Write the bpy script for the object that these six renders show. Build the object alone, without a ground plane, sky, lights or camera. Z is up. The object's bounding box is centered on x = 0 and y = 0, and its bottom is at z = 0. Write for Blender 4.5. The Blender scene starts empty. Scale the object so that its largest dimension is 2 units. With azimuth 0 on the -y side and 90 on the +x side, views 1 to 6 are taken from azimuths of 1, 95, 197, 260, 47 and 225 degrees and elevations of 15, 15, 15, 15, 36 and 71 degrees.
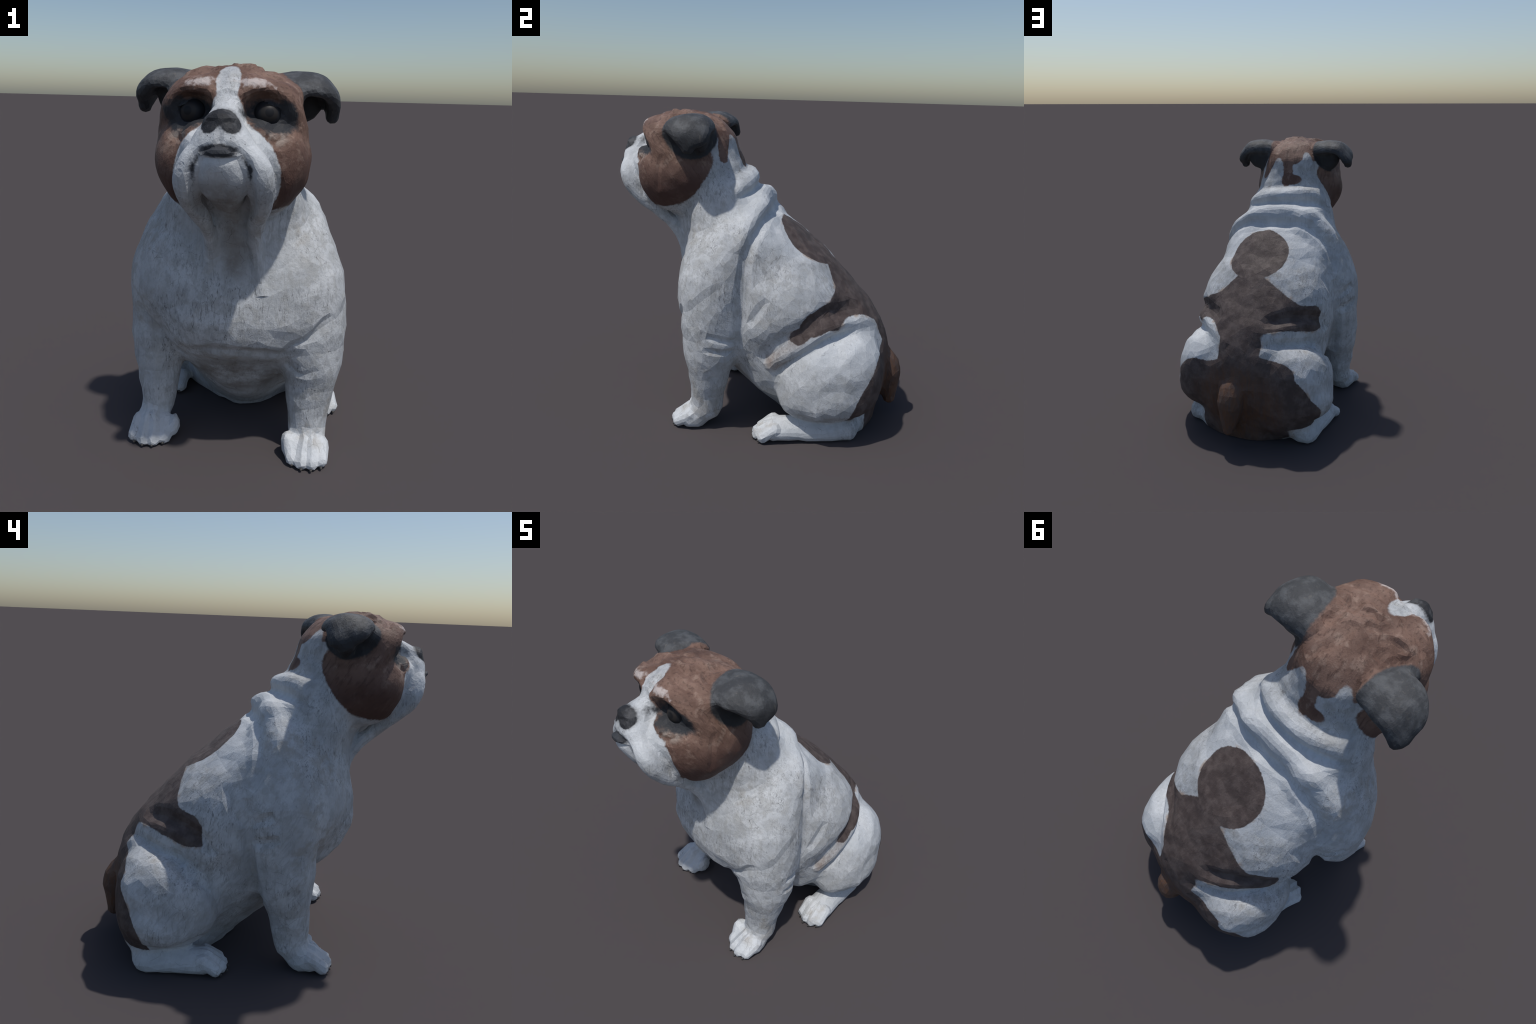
"""Painted, carved sitting bulldog.

The body is one implicit surface: rounded cones, ellipsoids, a lofted trunk and
folded strips are blended smoothly, creases and folds are pressed into it along
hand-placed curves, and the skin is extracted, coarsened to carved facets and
then separated into anatomical parts.  Eyes, nose, lips and claws are added as
parts of their own.
"""
import bpy, bmesh, math
import numpy as np
from mathutils import Vector, noise as mnoise

F = np.float32
rng = np.random.default_rng(7)

# ------------------------------------------------------------------ primitives


def smin(a, b, k):
    h = np.maximum(k - np.abs(a - b), 0) / k
    return np.minimum(a, b) - h * h * k * 0.25


def smax(a, b, k):
    return -smin(-a, -b, k)


def rot(ax, ay, az):
    ca, sa, cb, sb, cc, sc = [f(math.radians(v)) for v in (ax, ay, az) for f in (math.cos, math.sin)]
    X = np.array([[1, 0, 0], [0, ca, -sa], [0, sa, ca]])
    Y = np.array([[cb, 0, sb], [0, 1, 0], [-sb, 0, cb]])
    Zm = np.array([[cc, -sc, 0], [sc, cc, 0], [0, 0, 1]])
    return (Zm @ Y @ X).astype(F)


def ell(P, c, r, turn=None):
    q = P - np.array(c, F)
    if turn is not None:
        q = q @ rot(*turn)
    r = np.array(r, F)
    k0 = np.sqrt(((q / r) ** 2).sum(-1))
    k1 = np.sqrt(((q / (r * r)) ** 2).sum(-1))
    return k0 * (k0 - 1) / np.maximum(k1, 1e-6)


def cone(P, a, b, ra, rb, squash=(1, 1, 1)):
    """Rounded cone; `squash` stretches it along the axes (2 = half as wide)."""
    s = np.array(squash, F)
    a = np.array(a, F); b = np.array(b, F)
    d = (b - a) * s
    q = (P - a) * s
    t = np.clip((q @ d) / max(float(d @ d), 1e-9), 0, 1)
    return (np.sqrt(((q - t[:, None] * d) ** 2).sum(-1)) - (ra + (rb - ra) * t)) / float(s.max())


def limb(P, nodes, squash=(1, 1, 1)):
    """A tube of changing radius through dense (x, y, z, radius) nodes."""
    s = np.array(squash, F)
    n = np.array(nodes, F)
    Q = P * s
    near = np.full(len(P), 1e3, F); rad = np.zeros(len(P), F)
    for n0, n1 in zip(n, n[1:]):
        a, d = n0[:3] * s, (n1[:3] - n0[:3]) * s
        q = Q - a
        t = np.clip((q @ d) / max(float(d @ d), 1e-9), 0, 1)
        r = np.sqrt(((q - t[:, None] * d) ** 2).sum(-1))
        m = r < near
        near[m] = r[m]
        rad[m] = (n0[3] + (n1[3] - n0[3]) * t)[m]
    return (near - rad) / float(s.max())


def local(fn, lo, hi):
    """Evaluate a field only inside its own box; far away it is simply 'outside'."""
    lo, hi = np.array(lo, F), np.array(hi, F)

    def g(P):
        m = ((P > lo) & (P < hi)).all(1)
        f = np.full(len(P), 0.25, F)
        if m.any():
            f[m] = fn(P[m])
        return f
    return g


def spline(nodes, n=8):
    """Catmull-Rom through nodes of any width."""
    p = np.array(nodes, float)
    p = np.vstack([2 * p[0] - p[1], p, 2 * p[-1] - p[-2]])
    out = []
    for i in range(1, len(p) - 2):
        for t in np.linspace(0, 1, n, endpoint=False):
            a, b, c, d = p[i - 1:i + 3]
            out.append(0.5 * (2 * b + (c - a) * t + (2 * a - 5 * b + 4 * c - d) * t * t + (3 * b - a - 3 * c + d) * t ** 3))
    out.append(p[-2])
    return np.array(out)


def line_dist(P, pts):
    """Distance to a polyline of (x, y, z) and the position 0..1 along it."""
    pts = np.array(pts, F)
    best = np.full(len(P), 1e3, F); along = np.zeros(len(P), F)
    for i in range(len(pts) - 1):
        a, d = pts[i], pts[i + 1] - pts[i]
        q = P - a
        t = np.clip((q @ d) / max(float(d @ d), 1e-9), 0, 1)
        r = np.sqrt(((q - t[:, None] * d) ** 2).sum(-1))
        m = r < best
        best[m] = r[m]
        along[m] = ((i + t) / (len(pts) - 1))[m]
    return best, along


def press(P, f, nodes, width, depth, n=5, taper=True):
    """Press a crease (depth > 0) or raise a fold (depth < 0) along a curve."""
    pts = spline(nodes, n)
    lo, hi = pts.min(0) - 3 * width, pts.max(0) + 3 * width
    m = ((P > lo) & (P < hi)).all(1)
    if m.any():
        d, t = line_dist(P[m], pts)
        w = np.exp(-(d / width) ** 2)
        if taper:
            w = w * np.clip(np.minimum(t, 1 - t) * 6, 0.0, 1) ** 0.7
        f[m] += (depth * w).astype(F)
    return f


def value_noise(P, scale, seed):
    """Smooth lattice noise, -1..1."""
    q = P / scale + seed * 17.31
    i = np.floor(q).astype(np.int64); u = (q - i).astype(F); u = u * u * (3 - 2 * u)

    def h(ix, iy, iz):
        n = (ix * 374761393 + iy * 668265263 + iz * 2147483647 + seed * 974634777) & 0xFFFFFFFF
        n = ((n ^ (n >> 13)) * 1274126177) & 0xFFFFFFFF
        return (((n ^ (n >> 16)) & 0xFFFF) / 32767.5 - 1).astype(F)
    v = 0
    for dx in (0, 1):
        for dy in (0, 1):
            for dz in (0, 1):
                w = (u[:, 0] if dx else 1 - u[:, 0]) * (u[:, 1] if dy else 1 - u[:, 1]) * (u[:, 2] if dz else 1 - u[:, 2])
                v = v + w * h(i[:, 0] + dx, i[:, 1] + dy, i[:, 2] + dz)
    return v


# ------------------------------------------------------------------- the trunk
# level z: front y, back y, half width, middle x, narrowing of the belly
TRUNK = np.array([
    (-0.05, 0.16, 0.75, 0.30, 0.0, 0.45),
    (0.03, 0.12, 0.785, 0.33, 0.015, 0.45),
    (0.10, 0.025, 0.815, 0.355, 0.02, 0.45),
    (0.20, -0.115, 0.850, 0.385, 0.02, 0.45),
    (0.30, -0.195, 0.868, 0.430, 0.01, 0.36),
    (0.42, -0.28, 0.875, 0.455, 0.01, 0.16),
    (0.54, -0.37, 0.862, 0.468, 0.01, 0.05),
    (0.60, -0.455, 0.845, 0.470, 0.01, 0.0),
    (0.66, -0.51, 0.822, 0.470, 0.01, 0.0),
    (0.80, -0.555, 0.740, 0.475, 0.0, 0.0),
    (0.95, -0.540, 0.598, 0.475, -0.01, 0.0),
    (1.10, -0.500, 0.452, 0.455, -0.02, 0.0),
    (1.25, -0.455, 0.272, 0.415, -0.025, 0.0),
    (1.38, -0.46, 0.105, 0.365, -0.035, 0.0),
    (1.50, -0.45, 0.008, 0.320, -0.045, 0.0),
    (1.62, -0.45, -0.08, 0.262, -0.04, 0.0),
    (1.75, -0.45, -0.19, 0.19, -0.02, 0.0),
    (1.85, -0.45, -0.27, 0.14, -0.02, 0.0)], float)
TZ = np.linspace(TRUNK[0, 0], TRUNK[-1, 0], 200)


def smooth_col(c):
    v = np.interp(TZ, TRUNK[:, 0], TRUNK[:, c])
    ker = np.hanning(13); ker /= ker.sum()
    return np.convolve(np.pad(v, 6, mode="edge"), ker, "valid")


TCOL = [smooth_col(c) for c in range(1, 6)]


def trunk_raw(x, y, z):
    yf, yb, w, cx, narrow = [np.interp(z, TZ, c) for c in TCOL]
    v = (y - (yf + yb) / 2) / ((yb - yf) / 2)
    ahead = np.clip(-v, 0, 1)
    u = np.abs(x - cx) / (w * (1 - narrow * ahead))
    p = 2.1 + 1.0 * ahead * (1 - narrow * 2)          # broad chest, rounder back
    rho = (u ** p + np.abs(v) ** p) ** (1 / p)
    return (rho - 1) * np.minimum(w, (yb - yf) / 2)


def trunk(P):
    x, y, z = P.T.astype(float)
    h = 2e-3
    f = trunk_raw(x, y, z)
    m = np.abs(f) < 0.15
    x, y, z = x[m], y[m], z[m]
    g = f[m]
    gx, gy, gz = [(trunk_raw(x + a, y + b, z + c) - g) / h for a, b, c in ((h, 0, 0), (0, h, 0), (0, 0, h))]
    f[m] = g / np.clip(np.sqrt(gx * gx + gy * gy + gz * gz), 0.5, 4)
    return np.maximum(f, np.maximum(-z_of(P), z_of(P) - 1.85)).astype(F)


def z_of(P):
    return P[:, 2]


# -------------------------------------------------------------------- the head
HEAD_PIVOT = np.array((-0.035, -0.50, 0.0), F)
HEAD_YAW = rot(0, 0, -5.3)


def to_head(P):
    """World -> head frame: x from the middle of the face, y and z kept."""
    q = (P - HEAD_PIVOT) @ HEAD_YAW
    q[:, 1] += HEAD_PIVOT[1]
    return q


def from_head(p):
    q = np.array(p, F).reshape(-1, 3).copy()
    q[:, 1] -= HEAD_PIVOT[1]
    return q @ HEAD_YAW.T + HEAD_PIVOT


def both(fn):
    return [fn(s) for s in (1, -1)]


def head_field(P):
    p = to_head(P)
    f = ell(p, (0, -0.475, 1.775), (0.290, 0.295, 0.224))
    f = smin(f, ell(p, (0, -0.55, 1.860), (0.30, 0.228, 0.138)), 0.05)
    f = smin(f, cone(p, (0, -0.43, 1.66), (0, -0.345, 1.60), 0.245, 0.195), 0.08)
    for s in (1, -1):
        f = smin(f, ell(p, (s * 0.163 - (0.006 if s < 0 else 0), -0.505, 1.612), (0.180, 0.275, 0.213), (12, 0, s * 8)), 0.05)
        # brow
        brow = limb(p, spline([(s * 0.06, -0.725, 1.905, 0.028), (s * 0.12, -0.727, 1.900, 0.038), (s * 0.20, -0.695, 1.870, 0.042), (s * 0.265, -0.63, 1.80, 0.038), (s * 0.285, -0.58, 1.74, 0.028)], 4))
        f = smin(f, brow, 0.07)
        f = smin(f, ell(p, (s * 0.155, -0.60, 1.450), (0.105, 0.15, 0.075), (-25, 0, 0)), 0.05)
        # cheek pad under the eye
        f = smin(f, ell(p, (s * 0.195, -0.668, 1.665), (0.088, 0.072, 0.082)), 0.05)
    # eye sockets
    for s in (1, -1):
        f = smax(f, -ell(p, (s * 0.165, -0.800, 1.814), (0.115, 0.115, 0.070), (0, s * 10, s * -25)), 0.022)
    return f


def eyelid_field(P):
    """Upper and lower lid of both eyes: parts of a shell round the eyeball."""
    p = to_head(P)
    out = None
    for s in (1, -1):
        q = p - np.array((s * 0.155, -0.676, 1.806), F)
        ball = np.sqrt((q * q).sum(1)) - 0.066
        upper = smax(ball, 0.037 - q @ np.array((s * 0.30, -0.15, 0.94), F), 0.008)
        lower = smax(ball, 0.036 + q @ np.array((s * 0.18, 0.10, 0.98), F), 0.008)
        lids = np.minimum(upper, lower)
        out = lids if out is None else np.minimum(out, lids)
    return out


def muzzle_field(P):
    p = to_head(P) + np.array((0, -0.015, 0), F)
    # bridge
    f = limb(p, spline([(0, -0.70, 1.835, 0.055), (0, -0.80, 1.785, 0.075), (0, -0.865, 1.735, 0.088)], 3))
    f = smin(f, ell(p, (0, -0.85, 1.69), (0.13, 0.10, 0.075)), 0.05)
    for s in (1, -1):
        flew = limb(p, spline([(s * 0.06, -0.885, 1.69, 0.062), (s * 0.125, -0.885, 1.615, 0.060), (s * 0.158, -0.850, 1.53, 0.058),
                               (s * 0.145, -0.774, 1.437, 0.049), (s * 0.116, -0.655, 1.335, 0.042), (s * 0.104, -0.548, 1.22, 0.036), (s * 0.118, -0.495, 1.07, 0.027)], 4))
        f = smin(f, flew, 0.030)
        f = smin(f, ell(p, (s * 0.11, -0.73, 1.63), (0.10, 0.14, 0.15)), 0.05)
    return f


def chin_field(P):
    p = to_head(P)
    f = ell(p, (0.0, -0.850, 1.555), (0.104, 0.064, 0.145), (38, 0, 0))
    return smin(f, ell(p, (0, -0.725, 1.465), (0.080, 0.065, 0.072)), 0.05)


def nose_field(P):
    p = to_head(P) + np.array((0, -0.008, 0), F)
    f = ell(p, (0, -0.880, 1.785), (0.056, 0.058, 0.040))
    for s in (1, -1):
        f = smin(f, ell(p, (s * 0.043, -0.890, 1.772), (0.032, 0.041, 0.032)), 0.02)
    for s in (1, -1):
        f = smax(f, -ell(p, (s * 0.038, -0.938, 1.768), (0.025, 0.040, 0.016), (0, s * 20, 0)), 0.006)
    return f


def lip_field(P):
    p = to_head(P)
    f = limb(p, spline([(-0.070, -0.925, 1.655, 0.012), (-0.03, -0.948, 1.668, 0.021), (0.0, -0.952, 1.670, 0.024), (0.03, -0.948, 1.668, 0.021), (0.070, -0.925, 1.655, 0.012)], 3))
    return f


def throat_field(P):
    p = to_head(P)
    f = limb(p, spline([(0, -0.66, 1.60, 0.115), (0, -0.495, 1.40, 0.112), (0, -0.34, 1.20, 0.105)], 3))
    return smin(f, cone(p, (0, -0.38, 1.50), (0, -0.26, 1.2), 0.235, 0.26), 0.08)


# ear: profile (x, z), leading-edge y, trailing-edge y, thickness
EAR_LEFT = [(0.16, 1.938, -0.560, -0.295, 0.044), (0.26, 1.950, -0.583, -0.278, 0.043), (0.330, 1.941, -0.580, -0.276, 0.042),
            (0.382, 1.896, -0.540, -0.284, 0.040), (0.402, 1.843, -0.500, -0.304, 0.037), (0.399, 1.790, -0.460, -0.375, 0.032)]
EAR_RIGHT = [(-0.23, 1.940, -0.49, -0.250, 0.044), (-0.322, 1.956, -0.515, -0.228, 0.043), (-0.396, 1.949, -0.508, -0.222, 0.042),
             (-0.448, 1.904, -0.462, -0.222, 0.040), (-0.470, 1.864, -0.425, -0.235, 0.037), (-0.475, 1.828, -0.378, -0.278, 0.032)]


def ear_field(P, nodes, s):
    n = spline(nodes, 4).astype(F)
    d = np.full(len(P), 1e3, F); best = np.zeros((len(P), 3), F)
    xz = P[:, [0, 2]].copy()
    # the flap is domed from front to back
    xz[:, 1] += 0.040 * np.clip((P[:, 1] + 0.42 if s > 0 else P[:, 1] + 0.375) / 0.14, -1.1, 1.1) ** 2
    for a, b in zip(n, n[1:]):
        e = b[:2] - a[:2]
        q = xz - a[:2]
        t = np.clip((q @ e) / float(e @ e), 0, 1)
        r = np.sqrt(((q - t[:, None] * e) ** 2).sum(-1))
        m = r < d
        d[m] = r[m]
        best[m] = (a[2:] + t[:, None] * (b[2:] - a[2:]))[m]
    yc, hw, th = (best[:, 0] + best[:, 1]) / 2, (best[:, 1] - best[:, 0]) / 2, best[:, 2]
    v = np.abs(P[:, 1] - yc)
    th = th * (1 - 0.35 * np.clip(v / hw, 0, 1) ** 3)
    over = np.maximum(v - (hw - th), 0)
    f = np.sqrt(d * d + over * over) - th
    base = ell(P, (s * 0.275 - 0.025, -0.370, 1.86), (0.105, 0.060, 0.105))
    return smin(f, base, 0.04)


# ------------------------------------------------------------------- the limbs
def foreleg_left(P):
    f = limb(P, spline([(0.17, -0.03, 1.38, 0.08), (0.285, -0.14, 1.22, 0.14), (0.350, -0.25, 0.97, 0.178), (0.378, -0.265, 0.76, 0.172), (0.382, -0.280, 0.54, 0.146)], 5), (1, 0.85, 1))
    f = smin(f, limb(P, spline([(0.380, -0.282, 0.58, 0.152), (0.378, -0.288, 0.47, 0.148), (0.370, -0.297, 0.33, 0.129), (0.367, -0.302, 0.22, 0.112), (0.367, -0.303, 0.14, 0.106)], 4)), 0.06)
    return smin(f, ell(P, (0.265, -0.35, 0.95), (0.168, 0.142, 0.24)), 0.08)


def foreleg_right(P):
    f = limb(P, spline([(-0.22, 0.0, 1.38, 0.09), (-0.345, -0.06, 1.21, 0.155), (-0.430, -0.06, 0.95, 0.188), (-0.465, -0.06, 0.70, 0.163), (-0.476, -0.082, 0.49, 0.130)], 5), (1, 0.85, 1))
    f = smin(f, limb(P, spline([(-0.474, -0.076, 0.56, 0.146), (-0.476, -0.086, 0.46, 0.136), (-0.474, -0.108, 0.31, 0.118), (-0.480, -0.120, 0.16, 0.100)], 5)), 0.05)
    return smin(f, ell(P, (-0.375, -0.22, 0.95), (0.165, 0.172, 0.28)), 0.08)


def paw(P, heel, toe, width, height, spread, dew=0, k=0.008):
    """A broad foot from heel to four rounded toes; `dew` puts a thumb beside it."""
    heel, toe = np.array(heel, float), np.array(toe, float)
    d = (toe - heel); d[2] = 0; L = np.linalg.norm(d); d /= L
    side = np.array((-d[1], d[0], 0))
    end = heel + d * (L - 0.14); end[2] = height[1]
    f = cone(P, heel, end, height[0], height[1])
    for o in (-1, 1):
        a, b = heel + side * o * 0.025, end + side * o * spread
        a[2] = b[2] = 0.055
        f = smin(f, cone(P, a, b, 0.065, 0.055), 0.03)
    for i, o in enumerate((-1.5, -0.5, 0.5, 1.5)):
        reach = 0.0 if abs(o) < 1 else -0.03
        knuckle = heel + d * (L - 0.115 + reach) + side * o * spread * 0.88
        tip = heel + d * (L - 0.040 + reach) + side * o * spread
        knuckle[2] = height[2]
        tip[2] = 0.038
        f = smin(f, cone(P, knuckle, tip, width * 1.12, width * 1.04), k)
    for o in (-1, 0, 1):
        top = heel + d * (L - 0.15) + side * o * spread * 0.9
        mid = heel + d * (L - 0.055) + side * o * spread
        low = heel + d * (L + 0.005) + side * o * spread
        top[2], mid[2], low[2] = 0.150, 0.105, 0.030
        f = press(P, f, [top, mid, low], 0.012, 0.017, 4, taper=False)
    if dew:
        at = heel + d * (L - 0.13) + side * -dew * (spread * 1.5 + width + (0.0 if dew > 0 else 0.010))
        f = smin(f, ell(P, (at[0], at[1], 0.080), (0.034, 0.056, 0.066)), 0.03)
    return f


def haunch_left(P):
    f = ell(P, (0.394, 0.440, 0.395), (0.206, 0.310, 0.262), (30, 0, 6))
    f = smin(f, ell(P, (0.402, 0.470, 0.280), (0.206, 0.300, 0.155), (0, 0, 8)), 0.06)
    return smin(f, ell(P, (0.31, 0.62, 0.42), (0.218, 0.205, 0.26)), 0.08)


def haunch_right(P):
    f = ell(P, (-0.385, 0.550, 0.390), (0.178, 0.274, 0.240), (40, 0, -7))
    f = smin(f, ell(P, (-0.388, 0.60, 0.275), (0.190, 0.218, 0.140), (0, 0, -8)), 0.06)
    f = smin(f, ell(P, (-0.25, 0.69, 0.24), (0.225, 0.165, 0.23)), 0.06)
    return smin(f, ell(P, (-0.26, 0.68, 0.41), (0.215, 0.190, 0.270)), 0.08)


def tail_field(P):
    return limb(P, spline([(0.06, 0.79, 0.42, 0.095), (0.060, 0.868, 0.355, 0.097), (0.062, 0.885, 0.24, 0.082), (0.066, 0.905, 0.130, 0.048)], 4))


PAWS = {
    "front_left": ((0.375, -0.37, 0.085), (0.352, -0.540, 0.06), 0.038, (0.090, 0.078, 0.092), 0.051, 1),
    "front_right": ((-0.500, -0.18, 0.085), (-0.508, -0.362, 0.06), 0.040, (0.095, 0.082, 0.094), 0.053, -1),
    "hind_left": ((0.398, 0.61, 0.075), (0.494, 0.005, 0.06), 0.038, (0.078, 0.070, 0.085), 0.047),
    "hind_right": ((-0.398, 0.70, 0.075), (-0.496, 0.235, 0.06), 0.038, (0.078, 0.070, 0.085), 0.047),
}


def rump_field(P):
    return smin(ell(P, (0.02, 0.61, 0.36), (0.46, 0.240, 0.33)), ell(P, (0.02, 0.55, 0.06), (0.42, 0.25, 0.20)), 0.06)


def ribs_field(P):
    f = ell(P, (0.285, 0.20, 0.78), (0.235, 0.30, 0.29), (30, 0, 0))
    f = smin(f, ell(P, (0.30, 0.14, 0.40), (0.145, 0.19, 0.17)), 0.05)
    return smin(f, ell(P, (-0.27, 0.22, 0.82), (0.215, 0.27, 0.30), (30, 0, 0)), 0.05)


REGIONS = {
    "torso": trunk,
    "ribs": local(ribs_field, (-0.75, -0.3, 0.2), (0.75, 0.8, 1.4)),
    "rump": local(rump_field, (-0.65, 0.1, -0.2), (0.7, 1.1, 0.9)),
    "neck": local(throat_field, (-0.6, -1.0, 0.9), (0.6, 0.3, 2.0)),
    "head": local(head_field, (-0.6, -1.1, 1.2), (0.5, 0.1, 2.2)),
    "eyelid": local(eyelid_field, (-0.40, -0.95, 1.65), (0.3, -0.5, 1.95)),
    "muzzle": local(muzzle_field, (-0.5, -1.2, 0.9), (0.4, -0.3, 2.0)),
    "chin": local(chin_field, (-0.35, -1.2, 1.2), (0.2, -0.5, 1.9)),
    "nose": local(nose_field, (-0.25, -1.1, 1.6), (0.15, -0.7, 1.95)),
    "lip": local(lip_field, (-0.25, -1.1, 1.55), (0.15, -0.75, 1.8)),
    "ear_left": local(lambda P: ear_field(P, EAR_LEFT, 1), (0.05, -0.7, 1.55), (0.6, -0.05, 2.15)),
    "ear_right": local(lambda P: ear_field(P, EAR_RIGHT, -1), (-0.7, -0.7, 1.55), (-0.1, -0.05, 2.15)),
    "foreleg_left": local(foreleg_left, (-0.1, -0.75, -0.1), (0.8, 0.35, 1.75)),
    "foreleg_right": local(foreleg_right, (-0.85, -0.65, -0.1), (0.1, 0.35, 1.75)),
    "hind_leg_left": local(haunch_left, (-0.1, 0.0, -0.1), (0.8, 1.1, 1.0)),
    "hind_leg_right": local(haunch_right, (-0.8, 0.1, -0.1), (0.1, 1.1, 1.0)),
    "forepaw_left": local(lambda P: paw(P, *PAWS["front_left"]), (0.1, -0.75, -0.2), (0.65, -0.1, 0.35)),
    "forepaw_right": local(lambda P: paw(P, *PAWS["front_right"]), (-0.75, -0.6, -0.2), (-0.2, 0.05, 0.35)),
    "hind_paw_left": local(lambda P: paw(P, *PAWS["hind_left"]), (0.15, -0.2, -0.2), (0.8, 0.9, 0.35)),
    "hind_paw_right": local(lambda P: paw(P, *PAWS["hind_right"]), (-0.8, 0.05, -0.2), (-0.15, 1.0, 0.35)),
    "tail": local(tail_field, (-0.25, 0.5, -0.1), (0.35, 1.2, 0.7)),
}
BLEND = {"ribs": 0.10, "rump": 0.10, "neck": 0.09, "head": 0.05, "eyelid": 0.012, "muzzle": 0.03, "chin": 0.012, "nose": 0.012, "lip": 0.006, "ear_left": 0.03, "ear_right": 0.03,
         "foreleg_left": 0.07, "foreleg_right": 0.07, "hind_leg_left": 0.032, "hind_leg_right": 0.030,
         "forepaw_left": 0.03, "forepaw_right": 0.03, "hind_paw_left": 0.03, "hind_paw_right": 0.03, "tail": 0.03}


def smooth_body(P):
    f = REGIONS["torso"](P)
    for name, k in BLEND.items():
        f = smin(f, REGIONS[name](P), k)
    return f + F(0.004)


def body_field(P):
    return np.maximum(creases(P, smooth_body(P)), -P[:, 2])


def lay_on_skin(curve, to_world=None, to_local=None):
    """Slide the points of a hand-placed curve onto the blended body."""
    p = np.array(curve, F)
    p = to_world(p) if to_world else p
    h = F(0.004)
    for _ in range(6):
        f = smooth_body(p)
        g = np.stack([(smooth_body(p + np.eye(3, dtype=F)[a] * h) - f) / h for a in range(3)], 1)
        n = np.maximum((g * g).sum(1), 0.1)
        step = -(f / n)[:, None] * g
        p = p + np.clip(step, -0.02, 0.02).astype(F)
    return to_local(p) if to_local else p


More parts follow.
